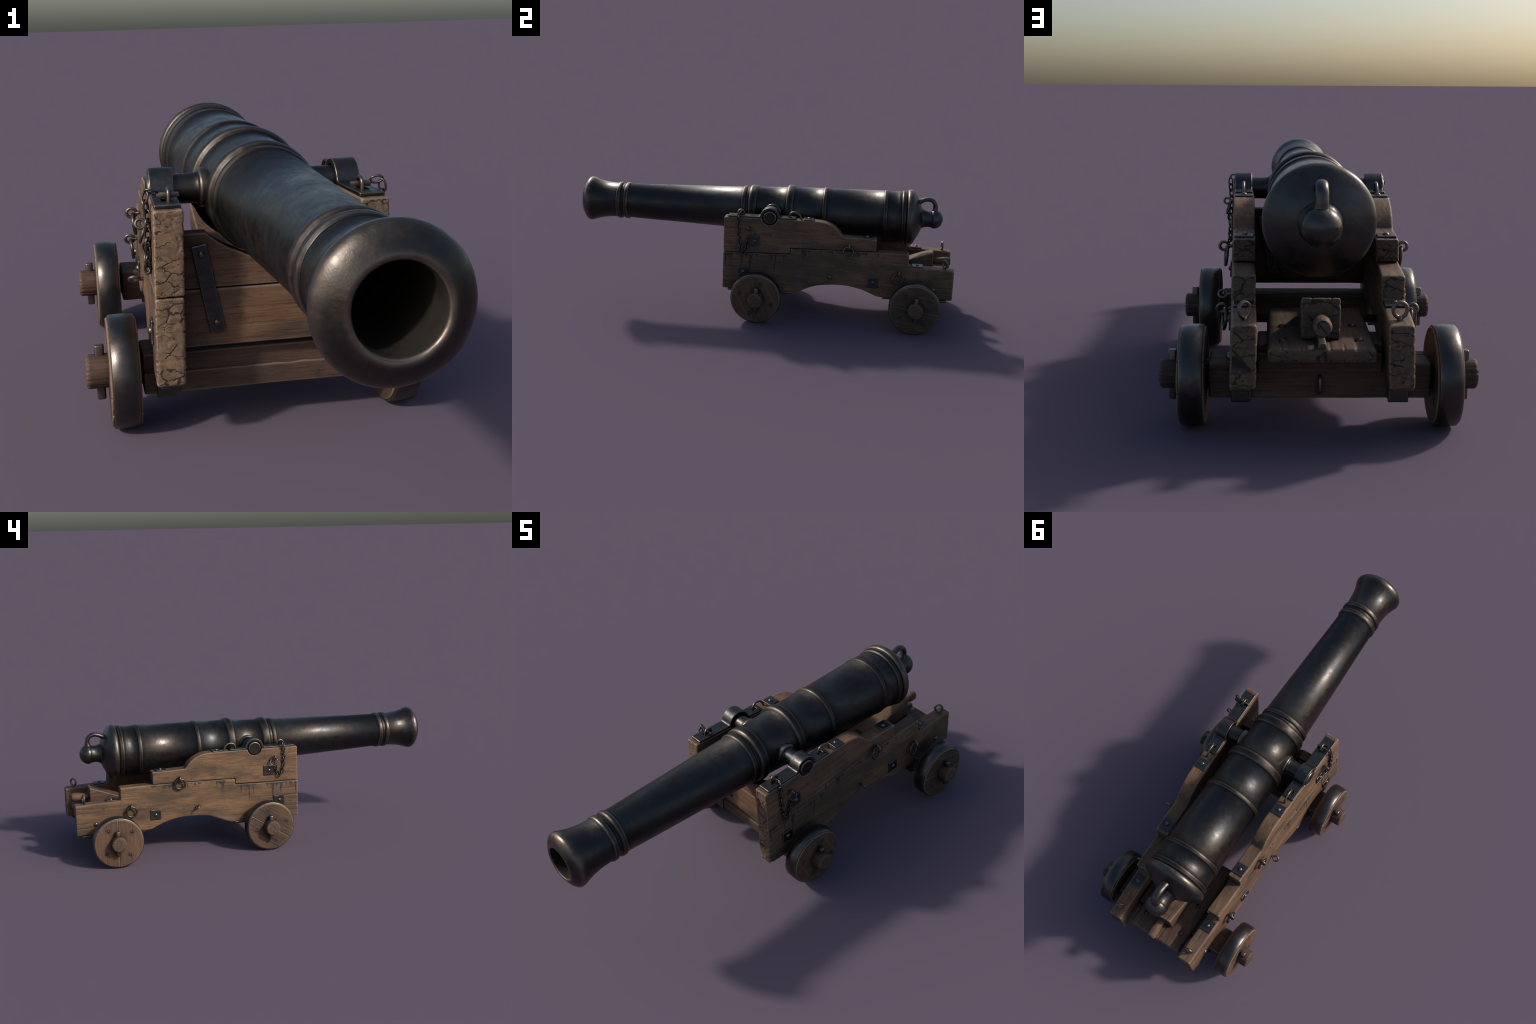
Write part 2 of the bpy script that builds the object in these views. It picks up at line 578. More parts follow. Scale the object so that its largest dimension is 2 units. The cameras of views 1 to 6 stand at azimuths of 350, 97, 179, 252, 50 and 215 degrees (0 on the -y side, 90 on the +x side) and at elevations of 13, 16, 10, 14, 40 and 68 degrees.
def plate_mesh(a, b, t, name="washer_plate", bevel=0.0016):
    """Small forged plate in local y-z, thickness along x, slightly uneven."""
    j = lambda: random.uniform(-0.0012, 0.0012)
    poly = [(-a + j(), -b + j()), (a + j(), -b + j()), (a + j(), b + j()), (-a + j(), b + j())]
    bm = prism(poly, 0, -0.002, t, bevel, 2)
    me = forge(from_bm(bm, name), 0.0013, 0.0005, a * 100 + random.random() * 9)
    me.name = name
    return me


root = empty("ship_cannon")
root["label"] = "black iron muzzle-loading gun on a weathered four-wheeled oak carriage"
root["category"] = "naval cannon"

# ------------------------------------------------------------------ barrel
AX = 0.5265  # height of the bore axis


def bead(y0, y1, base0, base1, peak, n=7, square=0.6):
    """Points of a raised ring between y0 and y1."""
    out = [(y0 - 0.0032, base0), (y0 - 0.0010, base0 - 0.0007)]
    for i in range(n):
        t = i / (n - 1)
        h = (1 - abs(2 * t - 1) ** 3.2) ** square
        base = base0 + (base1 - base0) * t
        out.append((y0 + (y1 - y0) * t, base + (peak - base) * h + 0.0004))
    out.append((y1 + 0.0010, base1 - 0.0007))
    out.append((y1 + 0.0032, base1))
    return out


def run(y0, r0, y1, r1, step=0.012):
    n = max(2, int(abs(y1 - y0) / step))
    return [(y0 + (y1 - y0) * i / n, r0 + (r1 - r0) * i / n) for i in range(1, n)]


prof = [(-0.35, 0.0), (-0.35, 0.03), (-0.35, 0.062)]
prof += run(-0.35, 0.0630, -0.975, 0.0650, 0.03)
prof += [(-0.975, 0.0650), (-0.988, 0.0654), (-0.9940, 0.0665), (-0.9978, 0.0688), (-0.9994, 0.0718), (-1.0, 0.0748), (-0.9992, 0.0780), (-0.9970, 0.0830)]
prof += [(-0.9915, 0.0930), (-0.986, 0.1020), (-0.980, 0.1098), (-0.975, 0.1145), (-0.970, 0.1170), (-0.9645, 0.1178), (-0.957, 0.1170), (-0.948, 0.1145)]
prof += [(-0.938, 0.1108), (-0.928, 0.1073), (-0.917, 0.1040), (-0.906, 0.1013), (-0.893, 0.0987), (-0.880, 0.0966), (-0.865, 0.0948), (-0.850, 0.0934), (-0.835, 0.0926), (-0.822, 0.0922)]
prof += bead(-0.8145, -0.7885, 0.0921, 0.0915, 0.0978)
prof += [(-0.7810, 0.0915)]
prof += bead(-0.7735, -0.7475, 0.0915, 0.0916, 0.0976)
prof += run(-0.736, 0.0917, -0.135, 0.1112)
prof += bead(-0.1300, -0.1060, 0.1113, 0.1122, 0.1164)
prof += [(-0.0993, 0.1125)]
prof += bead(-0.0925, -0.0460, 0.1127, 0.1152, 0.1236, 11, 0.5)
prof += run(-0.040, 0.1154, 0.1015, 0.1232)
prof += bead(0.1065, 0.1500, 0.1234, 0.1262, 0.1358, 11, 0.5)
prof += run(0.155, 0.1264, 0.297, 0.1288)
prof += bead(0.3015, 0.3235, 0.1289, 0.1293, 0.1339)
prof += run(0.328, 0.1293, 0.615, 0.1348)
prof += bead(0.6195, 0.6415, 0.1345, 0.1340, 0.1378)
prof += run(0.646, 0.1340, 0.709, 0.1345)
prof += bead(0.7145, 0.7385, 0.1346, 0.1362, 0.1402, 9, 0.35)
prof += [(0.7425, 0.1400), (0.7445, 0.1430), (0.748, 0.1458), (0.753, 0.1475), (0.759, 0.1480), (0.765, 0.1474), (0.7705, 0.1452), (0.7755, 0.1415), (0.780, 0.1362), (0.786, 0.1268)]
prof += [(0.792, 0.1165), (0.798, 0.1062), (0.804, 0.0955), (0.810, 0.0840), (0.815, 0.0730), (0.8180, 0.0645), (0.8196, 0.0600), (0.8198, 0.0582), (0.8206, 0.0566), (0.823, 0.0545), (0.828, 0.0507), (0.834, 0.0475), (0.841, 0.0452)]
prof += [(0.849, 0.0441), (0.857, 0.0439), (0.865, 0.0446), (0.8715, 0.0458), (0.8735, 0.0455), (0.8755, 0.0466), (0.878, 0.0487), (0.883, 0.0504), (0.889, 0.0508), (0.896, 0.0500), (0.904, 0.0475), (0.912, 0.0430), (0.9195, 0.0365), (0.9255, 0.0280), (0.930, 0.0175), (0.9325, 0.0080), (0.933, 0.0)]


def cast(a, t):
    """Slight unevenness of a hand-finished casting."""
    v = Vector((math.sin(t) * 1.3, a * 6, math.cos(t) * 1.3))
    w = Vector((math.sin(t) * 7, a * 45, math.cos(t) * 7))
    return 0.0006 * noise.noise(v) + 0.00045 * noise.noise(w)


bar = lathe(prof, 128, "barrel", "Y", ripple=cast)

# normals tilted to place the highlights: on each plain length the shading runs over from the flank
# of the ring in front to the flank of the ring behind, while the surface itself stays straight
normals = [v.vector.copy() for v in bar.vertex_normals]
for i, v in enumerate(bar.vertices):
    for y0, y1, amp in ((-0.745, -0.133, 27), (-0.044, 0.104, 30), (0.152, 0.299, 30), (0.326, 0.617, 30), (0.644, 0.711, 28)):
        if y0 < v.co.y < y1 and math.hypot(v.co.x, v.co.z) > 0.08:
            a = math.radians(amp) * (1 - 2 * (v.co.y - y0) / (y1 - y0))
            rad = Vector((v.co.x, 0, v.co.z)).normalized()
            normals[i] = (rad * math.cos(a) + Vector((0, math.sin(a), 0))).normalized()
    if -0.93 < v.co.y < -0.816 and math.hypot(v.co.x, v.co.z) > 0.08:  # flare
        a = -math.radians(22) * (v.co.y + 0.93) / 0.114
        normals[i] = (normals[i] + Vector((0, math.tan(a), 0))).normalized()
bar.normals_split_custom_set_from_vertices(normals)
barrel = thing("barrel", bar, "barrel", root, Matrix.Translation((0, 0, AX)))

loop = catmull([(0, 0.790, 0.603), (0, 0.8034, 0.6136), (0, 0.8150, 0.6200), (0, 0.8290, 0.6258), (0, 0.8486, 0.6300), (0, 0.8690, 0.6262), (0, 0.8842, 0.6120), (0, 0.8895, 0.5920), (0, 0.8880, 0.5740), (0, 0.8860, 0.5600)], 5)
ring = tube(loop, lambda t: 0.0116 + 0.010 * max(0, 0.30 - t) ** 1.5 * 6 + 0.010 * (max(0, t - 0.72) / 0.28) ** 1.6, 16, name="breeching_loop", width=lambda t: 0.0168 + 0.012 * max(0, 0.25 - t) * 2 + 0.008 * (max(0, t - 0.78) / 0.22) ** 1.6)
thing("breeching_loop", ring, "barrel", barrel)

TY, TZ = 0.043, 0.5365
for s in (1, -1):
    p = [(0.09, 0.0455), (0.1205, 0.0455), (0.1235, 0.0452), (0.1262, 0.0436), (0.1274, 0.0405), (0.1290, 0.0385), (0.1320, 0.0366), (0.1370, 0.0354), (0.145, 0.0348), (0.17, 0.0346), (0.20, 0.0346), (0.2380, 0.0346), (0.2415, 0.0338), (0.2440, 0.0320), (0.2452, 0.0296), (0.2450, 0.0270), (0.2454, 0.0)]
    me = lathe([(a * s, r) for a, r in p], 48, "trunnion", "X", smooth_angle=50)
    thing("trunnion", me, "barrel", barrel, Matrix.Translation((0, TY, TZ)))

# ------------------------------------------------------------------ cheeks
THICK = 0.0635


def outer_x(y, z):
    """The cheeks lean in a little and draw together towards the rear."""
    return 0.2620 - 0.0325 * (y + 0.2) - 0.0247 * (z - 0.155)


def lean(co):
    co = co.copy()
    co[:, 0] = outer_x(co[:, 1], co[:, 2]) - THICK + co[:, 0]
    return co


def on_cheek(y, z, s=1, off=0.0):
    return Vector((s * (outer_x(y, z) + off), y, z))


def side_normal(s):
    return Vector((s, s * 0.0325 * s, s * 0.0247 * s)).normalized()


def arc(cy, cz, r, a0, a1, n):
    return [(cy + r * math.cos(math.radians(a0 + (a1 - a0) * i / n)), cz + r * math.sin(math.radians(a0 + (a1 - a0) * i / n))) for i in range(n + 1)]


TOP = 0.5310
lower_poly = [(-0.1935, 0.150), (-0.1935, 0.3440), (0.1555, 0.3498), (0.1555, 0.3806), (0.597, 0.3868), (0.7655, 0.3845), (0.7675, 0.3185), (0.9995, 0.3090), (0.9995, 0.1505), (0.640, 0.1470)]
under = catmull([(0.612, 0.1500, 0), (0.5695, 0.1685, 0), (0.520, 0.1857, 0), (0.447, 0.1990, 0), (0.372, 0.1985, 0), (0.305, 0.1905, 0), (0.256, 0.1745, 0), (0.212, 0.1545, 0), (0.178, 0.1450, 0)], 3)
lower_poly += [(p.x, p.y) for p in under] + [(0.10, 0.1465)]

upper_poly = [(-0.1925, 0.3462), (0.1540, 0.3520), (0.1540, 0.3828), (0.5955, 0.3892), (0.5955, 0.4525), (0.4225, 0.4560)]
bow = catmull([(0.4195, 0.4600, 0), (0.4030, 0.4810, 0), (0.3800, 0.5010, 0), (0.3510, 0.5180, 0), (0.3160, 0.5280, 0), (0.2740, TOP, 0)], 3)
upper_poly += [(p.x, p.y) for p in bow]
upper_poly += [(0.12, TOP)] + arc(TY, TZ, 0.0385, -8, -172, 18) + [(-0.06, TOP), (-0.1925, TOP - 0.001)]

# (axis, position, way, start, length, depth)
low_splits = [(2, 0.2680, 1, -0.1935, 0.29, 0.0032), (2, 0.3060, 1, -0.1935, 0.17, 0.0022), (2, 0.2080, 1, -0.1935, 0.10, 0.0030), (2, 0.1850, 1, -0.1935, 0.12, 0.0020),
              (2, 0.1880, -1, 0.9995, 0.13, 0.0030), (2, 0.2640, -1, 0.9995, 0.12, 0.0028), (2, 0.2130, -1, 0.9995, 0.10, 0.0022), (2, 0.2900, -1, 0.9995, 0.06, 0.0020),
              (2, 0.3330, -1, 0.7660, 0.18, 0.0022), (2, 0.3520, -1, 0.7660, 0.10, 0.0020)]
up_splits = [(2, 0.3890, 1, -0.1925, 0.15, 0.0026), (2, 0.4720, 1, -0.1925, 0.13, 0.0022), (2, 0.4240, 1, -0.1925, 0.09, 0.0016), (2, 0.4990, 1, -0.1925, 0.06, 0.0020), (2, 0.4180, -1, 0.5955, 0.07, 0.0016)]

for s in (1, -1):
    me = timber("cheek", prism(lower_poly, 0, 0, THICK, 0.0075, 3), 1, 0.0027, splits=low_splits, seed=3 + s, warp=lean)
    if s < 0:
        me = mirror_mesh(me)
    cheek = thing("cheek", me, "cheek_lower", root)
    me = timber("upper_plank", prism(upper_poly, 0, -0.0006, THICK - 0.0008, 0.0070, 3), 1, 0.0027, splits=up_splits, seed=7 + s, warp=lean)
    if s < 0:
        me = mirror_mesh(me)
    thing("upper_plank", me, "cheek_upper", cheek)

# ------------------------------------------------------------------ cap squares, staples, keys and chains


def band_poly():
    """Side outline of the strap that holds down a trunnion."""
    z0, z1, y0, y1 = TOP - 0.0008, 0.5388, -0.1725, 0.1760
    R, r, f = 0.0505, 0.0385, 0.012
    dz = z1 + f - TZ
    dy = math.sqrt((R + f) ** 2 - dz**2)
    a = math.degrees(math.atan2(dz, dy))
    top = [(y0, z0), (y0, z1)]
    top += arc(TY - dy, z1 + f, f, -90, -a, 5)[0:]
    top += [p for p in arc(TY, TZ, R, 180 - a, a, 26)][1:-1]
    top += arc(TY + dy, z1 + f, f, 180 + a, 270, 5)
    top += [(y1, z1), (y1, z0)]
    inner = arc(TY, TZ, r, -8, 188, 26)
    top += [(inner[0][0] + 0.001, z0)] + inner[1:-1] + [(inner[-1][0] - 0.001, z0)]
    return top


LINK = tube([Vector((0, 0.0092 * math.copysign(abs(math.cos(t)) ** 0.8, math.cos(t)) + 0.0044 * math.cos(t), 0.0078 * math.sin(t))) for t in (2 * math.pi * i / 24 for i in range(24))], 0.0027, 8, True, "chain_link")
RING_R = tube(circle_path((0, 0, 0), (0, 1, 0), (0, 0, 1), 0.0270, 36), 0.0047, 12, True, "ring")
RING_S = tube(circle_path((0, 0, 0), (0, 1, 0), (0, 0, 1), 0.0205, 32), 0.0033, 10, True, "ring")


def eye_mesh(reach, r, wire, name="eye_bolt"):
    """Bolt along local x ending in a loop that lies in local x-z."""
    pts = [Vector((-0.006, 0, 0)), Vector((reach * 0.25, 0, 0))]
    stem = tube([Vector((-0.008, 0, 0)), Vector((reach - r * 0.9, 0, 0))], wire * 1.15, 10, name="stem")
    loop_pts = []
    for i in range(26):
        a = math.radians(180 + 14 + (360 - 28) * i / 25)
        loop_pts.append(Vector((reach + r * math.cos(a) * (1.0 if math.cos(a) > -0.4 else 1.18), 0, r * math.sin(a))))
    lp = tube([Vector((reach - r * 1.75, 0, 0.0))] + [loop_pts[0].lerp(Vector((reach - r * 1.6, 0, 0)), 0.4)] + loop_pts + [loop_pts[-1].lerp(Vector((reach - r * 1.6, 0, 0)), 0.4), Vector((reach - r * 1.75, 0, 0.0))], wire, 10, name="loop")
    bm = bmesh.new()
    bm.from_mesh(stem)
    bm.from_mesh(lp)
    return from_bm(bm, name)


EYE = eye_mesh(0.0238, 0.0120, 0.0046)
EYE_S = eye_mesh(0.0205, 0.0098, 0.0036)
RIVET = dome(0.0095, 0.0072)
RIVET_S = dome(0.0080, 0.0062)

for s in (1, -1):
    bm = prism(band_poly(), 0, 0, 0.0555, 0.0014, 2, 40)
    me = from_bm(bm, "cap_square", 40)
    # slots for the staples
    cut = bmesh.new()
    for y in (-0.110, 0.1450):
        bmesh.ops.create_cube(cut, size=1, matrix=Matrix.Translation((0.0285, y, 0.536)) @ Matrix.Diagonal((0.017, 0.042 if y < 0 else 0.026, 0.02, 1)))
    cm = bpy.data.meshes.new("slot")
    cut.to_mesh(cm)
    cut.free()
    co = bpy.data.objects.new("slot", cm)
    COLL.objects.link(co)
    me = apply_mod(me, "BOOLEAN", operation="DIFFERENCE", object=co, solver="EXACT")
    bpy.data.objects.remove(co)
    me = forge(me, 0.0015, 0.0003, s)
    for v in me.vertices:
        y, z = v.co.y, v.co.z
        v.co.x += outer_x(y, 0.535) - 0.0600 + 0.0007 * noise.noise(Vector((y * 25, z * 25, s)))
        v.co.z += 0.0006 * noise.noise(Vector((y * 18, v.co.x * 30, s + 4)))
    if s < 0:
        me.transform(Matrix.Diagonal((-1, 1, 1, 1)))
        me.flip_normals()
    me.name = "cap_square"
    me.shade_smooth()
    cap = thing("cap_square", me, "iron", root)

    xs = s * (outer_x(-0.11, 0.535) - 0.0385)
    st = catmull([(xs, -0.1255, 0.515), (xs, -0.1255, 0.545), (xs, -0.1225, 0.5580), (xs, -0.1100, 0.5632), (xs, -0.0975, 0.5580), (xs, -0.0945, 0.545), (xs, -0.0945, 0.515)], 5)
    thing("staple", tube(st, 0.0047, 12, name="staple"), "iron", cap)
    xr = s * (outer_x(0.17, 0.535) - 0.0325)
    st = catmull([(xr, 0.1400, 0.512), (xr, 0.1400, 0.540), (xr, 0.1470, 0.5585), (xr, 0.1620, 0.5655), (xr, 0.1790, 0.5640), (xr, 0.1930, 0.5540), (xr, 0.2010, 0.5380), (xr, 0.2030, 0.520)], 5)
    thing("staple", tube(st, 0.0049, 12, name="staple"), "iron", cap)

    # tapered key through the front staple
    poly = [(0.1865, -0.0050), (0.1880, 0.0040), (0.2330, 0.0062), (0.2370, 0.0), (0.2330, -0.0075)]
    bm = prism(poly, 1, -0.0036, 0.0036, 0.0012, 2, 20)
    me = from_bm(bm, "key", 40)
    me.transform(Matrix.Translation((0, -0.110, 0.5500)))
    if s < 0:
        me.transform(Matrix.Diagonal((-1, 1, 1, 1)))
        me.flip_normals()
    key = thing("key", me, "iron", cap)

    # chain: key -> down the cheek -> up to the small ring
    if s > 0:
        way = [(0.238, -0.1120, 0.553), (0.2505, -0.1150, 0.5570), (0.2600, -0.1165, 0.5420), on_cheek(-0.1160, 0.50, 1, 0.0065), on_cheek(-0.1140, 0.468, 1, 0.0065), on_cheek(-0.1110, 0.427, 1, 0.0065), on_cheek(-0.1055, 0.388, 1, 0.0065), on_cheek(-0.0990, 0.355, 1, 0.0075), on_cheek(-0.0900, 0.343, 1, 0.0075), on_cheek(-0.0790, 0.357, 1, 0.0075), on_cheek(-0.0700, 0.385, 1, 0.0065), on_cheek(-0.0645, 0.412, 1, 0.0080), on_cheek(-0.0600, 0.436, 1, 0.0120)]
    else:
        way = [(0.238, -0.1110, 0.554), (0.2505, -0.1110, 0.5580), (0.2610, -0.1120, 0.5430), on_cheek(-0.1130, 0.510, 1, 0.0065), on_cheek(-0.1140, 0.480, 1, 0.0065), on_cheek(-0.1120, 0.450, 1, 0.0065), on_cheek(-0.1070, 0.416, 1, 0.0065), on_cheek(-0.0990, 0.392, 1, 0.0075), on_cheek(-0.0890, 0.382, 1, 0.0075), on_cheek(-0.0790, 0.392, 1, 0.0075), on_cheek(-0.0710, 0.412, 1, 0.0080), on_cheek(-0.0660, 0.434, 1, 0.0120)]
    pts = catmull(way, 20)
    if s < 0:
        pts = [Vector((-p.x, p.y, p.z)) for p in pts]
    lens = [0.0]
    for a, b in zip(pts, pts[1:]):
        lens.append(lens[-1] + (b - a).length)
    count = max(4, round(lens[-1] / 0.0205))
    for i in range(count):
        target = lens[-1] * (i + 0.5) / count
        k = max(j for j in range(len(lens)) if lens[j] <= target)
        k = min(max(k, 4), len(pts) - 5)
        d = (pts[k + 4] - pts[k - 4]).normalized()
        out = side_normal(s)
        zx = (out - d * out.dot(d)).normalized()
        zy = d.cross(zx).normalized()
        ang = (math.pi / 4 if i % 2 else -math.pi / 4) + random.uniform(-0.15, 0.15)
        a = zx * math.cos(ang) + zy * math.sin(ang)
        m = Matrix((a.cross(d) * -1, d, a)).transposed().to_4x4()
        m.translation = pts[k]
        thing("chain_link", LINK, "chain", key, m)

    # eye bolts and rings on the outer face
    fr = frame(on_cheek(-0.063, 0.481, s), side_normal(s), (0, -0.35 * s, 1))
    eye = thing("eye_bolt", EYE_S, "iron", root, fr)
    c = on_cheek(-0.056, 0.4585, s, 0.0150)
    thing("ring", RING_S, "chain", eye, frame(c, (s, 0.12, 0.35 * s if s > 0 else -0.35 * s)))
    for y, z, tilt in ((0.4577, 0.4110, 0.0), (0.7180, 0.2860, 0.15)):
        eye = thing("eye_bolt", EYE, "iron", root, frame(on_cheek(y, z, s), side_normal(s), (0, 0.25 * s * (1 if tilt else 0.4), 1)))
        c = on_cheek(y - 0.002, z - 0.0285, s, 0.0165)
        thing("ring", RING_R, "chain", eye, frame(c, (1, 0.10 * s + tilt * 0.5, 0.10)))
    # bare eye with its loop lying flat
    thing("eye_bolt", EYE, "iron", root, frame(on_cheek(0.3690, 0.2500, s, 0.001), side_normal(s), side_normal(s).cross(Vector((0, 0.80, 0.60) if s > 0 else (0, 0.62, 0.78)))))
    # upright eyes on the tail of the cheek
    e = thing("eye_bolt", eye_mesh(0.0320, 0.0172, 0.0051), "iron", root, Matrix.Translation((s * 0.1880, 0.952, 0.3055)) @ Matrix.Rotation(math.radians(44 if s > 0 else 5), 4, "Z") @ Matrix.Rotation(math.radians(-90), 4, "Y"))

    # square washer plates with riveted bolt ends, on the outer face
    for y, z, roll in ((-0.0310, 0.4117, 0.0), (-0.0850, 0.2455, 0.0 if s > 0 else 0.14), (0.5890, 0.2265, 0.0)):
        m = frame(on_cheek(y, z, s, 0.0), side_normal(s)) @ Matrix.Rotation(roll + random.uniform(-0.03, 0.03), 4, "X")
        pl = thing("washer_plate", plate_mesh(0.0278, 0.0272, 0.0052), "iron", root, m)
        thing("rivet_head", RIVET, "iron", pl, m @ Matrix.Translation((0.0050, 0, 0)))
    # and lying on the tops of the planks
    for y, z, off in ((0.2440, TOP, 0.0), (0.5480, 0.4532, 0.0), (0.8120, 0.3168, 0.0)):
        x = s * (outer_x(y, z) - 0.0325)
        m = frame((x, y, z), (0, 0, 1), (0, 1, 0)) @ Matrix.Rotation(random.uniform(-0.03, 0.03), 4, "X")
        pl = thing("washer_plate", plate_mesh(0.0275, 0.0268, 0.0058), "iron", root, m)
        thing("rivet_head", RIVET, "iron", pl, m @ Matrix.Translation((0.0056, 0, 0)))
    thing("bolt_head", dome(0.0112, 0.0095, "bolt_head"), "iron", root, frame(on_cheek(0.9000, 0.2058, s), side_normal(s)))

# ------------------------------------------------------------------ axles, arms, linchpins, wheels
HALF = 0.0612
for ya, splits in ((-0.001, 2), (0.8125, 3)):
    zc = 0.134 if ya < 0.4 else 0.1375
    front = [(ya - HALF + 0.0045, 0.1815), (ya - HALF + 0.0045, 0.1420), (ya - HALF - 0.0010, 0.1385), (ya - HALF - 0.0010, 0.0885)] if ya < 0.4 else [(ya - HALF, 0.1815), (ya - HALF, 0.0885)]
    bm = prism(front + [(ya + HALF, 0.0885), (ya + HALF, 0.1815)], 0, -0.281, 0.281, 0.006, 2)
    sp = [(2, 0.1405 if ya < 0.4 else 0.150, 1, -0.281, 0.50, 0.0022), (2, 0.1400 if ya < 0.4 else 0.130, -1, 0.281, 0.4, 0.0022), (2, 0.160, -1, 0.281, 0.18, 0.0024), (2, 0.118, 1, -0.281, 0.16, 0.002), (1, ya + 0.02, -1, 0.281, 0.09, 0.003), (1, ya - 0.02, 1, -0.281, 0.09, 0.003)]
    axle = thing("axle", timber("axle", bm, 0, 0.0032, splits=sp, cracks=0.7, seed=splits), "axle", root)
    for s in (1, -1):
        p = [(0.20, 0.0), (0.20, 0.0372), (0.345, 0.0385), (0.354, 0.0396), (0.4005, 0.0392), (0.4055, 0.0370), (0.4080, 0.0330), (0.4085, 0.0)]
        me = lathe([(a * s, r) for a, r in p], 24, "axle_arm", "X")
        bm = bmesh.new()
        bm.from_mesh(me)
        sp = [(1, 0.004, s * -1, s * 0.4085, 0.065, 0.0017), (2, 0.012, s * -1, s * 0.4085, 0.065, 0.0015), (2, -0.010, s * -1, s * 0.4085, 0.065, 0.0017), (2, -0.024, s * -1, s * 0.4085, 0.05, 0.0014), (1, -0.018, s * -1, s * 0.4085, 0.05, 0.0014)]
        me = timber("axle_arm", bm, 0, 0.0022, wear=0.9, splits=sp, cracks=0.0, seed=splits * 5 + s)
        # radial checks in the end face
        for v in me.vertices:
            if abs(v.co.x) > 0.4015:
                r = math.hypot(v.co.y, v.co.z)
                a = math.atan2(v.co.z, v.co.y) + 0.25 * math.sin(r * 160 + splits)
                w = abs(math.sin(a * 2.5 + splits + s)) * r
                if w < 0.0042 and r < 0.036:
                    v.co.x -= s * 0.0021 * (1 - w / 0.0042) * min(1, r / 0.006)
        arm = thing("axle_arm", me, "arm", axle, Matrix.Translation((0, ya, zc)))
        pin = prism([(-0.0100, 0.066), (0.0100, 0.066), (0.0112, 0.197), (-0.0112, 0.197)], 1, -0.0098, 0.0098, 0.0045, 3)
        me = from_bm(pin, "linchpin", 40)
        me.transform(Matrix.Translation((s * 0.3748, ya + 0.002, zc - 0.134 + 0.0)))
        thing("linchpin", me, "tyre", axle)

WR = 0.1310


def half_disc(r, gap, x0, x1, bevel):
    """Half of a wheel: local grain along y, flat edge on z = gap."""
    pts = []
    a0 = math.degrees(math.asin(gap / r))
    pts = arc(0, 0, r, a0, 180 - a0, 44)
    return prism(pts, 0, x0, x1, bevel, 2, 24)


TYRE_P = [(-0.0289, 0.1225), (-0.0289, 0.1284), (-0.0278, 0.1294), (-0.0254, 0.1300), (-0.0177, 0.1305), (-0.0088, 0.13085), (0.0000, 0.1310), (0.0088, 0.13085), (0.0177, 0.1305), (0.0254, 0.1300), (0.0278, 0.1294), (0.0289, 0.1284), (0.0289, 0.1225), (-0.0289, 0.1225)]
NAIL = dome(0.0058, 0.0034, "nail")
for yw, s, seam, nail0 in ((-0.005, 1, -64, 72), (-0.005, -1, 33, 77), (0.8072, 1, -8, 34), (0.8072, -1, 90, 52)):
    xw = s * 0.3229
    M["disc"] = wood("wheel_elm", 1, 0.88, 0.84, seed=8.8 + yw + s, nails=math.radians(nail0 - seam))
    wheel = empty("wheel", root, (xw, yw, WR))
    base = Matrix.Translation((xw, yw, WR))
    # seam direction measured in the y-z plane
    rot = Matrix.Rotation(math.radians(seam), 4, "X")
    for k, flip in enumerate((0, 180)):
        bm = half_disc(0.1248, 0.0002, -0.0340, 0.0340, 0.0028)
        spl = [(2, random.uniform(0.03, 0.05), 1, -0.12, 0.10, 0.0018), (2, random.uniform(0.06, 0.095), -1, 0.10, 0.12, 0.0020)]
        me = timber("wheel_plank", bm, 1, 0.0026, wear=1.1, splits=spl, cracks=0.0, seed=k + yw * 7 + s)
        for v in me.vertices:  # rub the rim and hollow round the nails
            for q in range(4):
                a = math.radians(nail0 + 90 * q) - math.radians(seam + flip)
                dd = math.hypot(v.co.y - 0.0845 * math.cos(a), v.co.z - 0.0845 * math.sin(a))
                if dd < 0.009 and abs(v.co.x) > 0.02:
                    v.co.x -= math.copysign(0.0040 * (1 - (dd / 0.009) ** 2), v.co.x)
        thing("wheel_plank", me, "disc", wheel, base @ rot @ Matrix.Rotation(math.radians(flip), 4, "X"))
    ty = lathe(TYRE_P, 96, "tyre", "X", ripple=lambda a, t: 0.0005 * noise.noise(Vector((a * 60, 3 * math.cos(t), 3 * math.sin(t)))))
    # normals bent to make a sun hot spot: the shading rolls over from one flank of the tyre to the other
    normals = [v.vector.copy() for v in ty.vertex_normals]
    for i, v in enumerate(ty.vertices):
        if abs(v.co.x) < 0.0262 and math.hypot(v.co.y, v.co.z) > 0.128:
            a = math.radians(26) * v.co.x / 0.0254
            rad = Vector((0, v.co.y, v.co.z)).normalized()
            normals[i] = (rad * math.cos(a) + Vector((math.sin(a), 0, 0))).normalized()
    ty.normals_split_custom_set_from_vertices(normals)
    thing("tyre", ty, "tyre", wheel, base)
    for q in range(4):
        a = math.radians(nail0 + 90 * q)
        p = Vector((xw + s * 0.0300, yw + 0.0845 * math.cos(a), WR + 0.0845 * math.sin(a)))
        thing("nail", NAIL, "stain", wheel, frame(p, (s, 0, 0)))

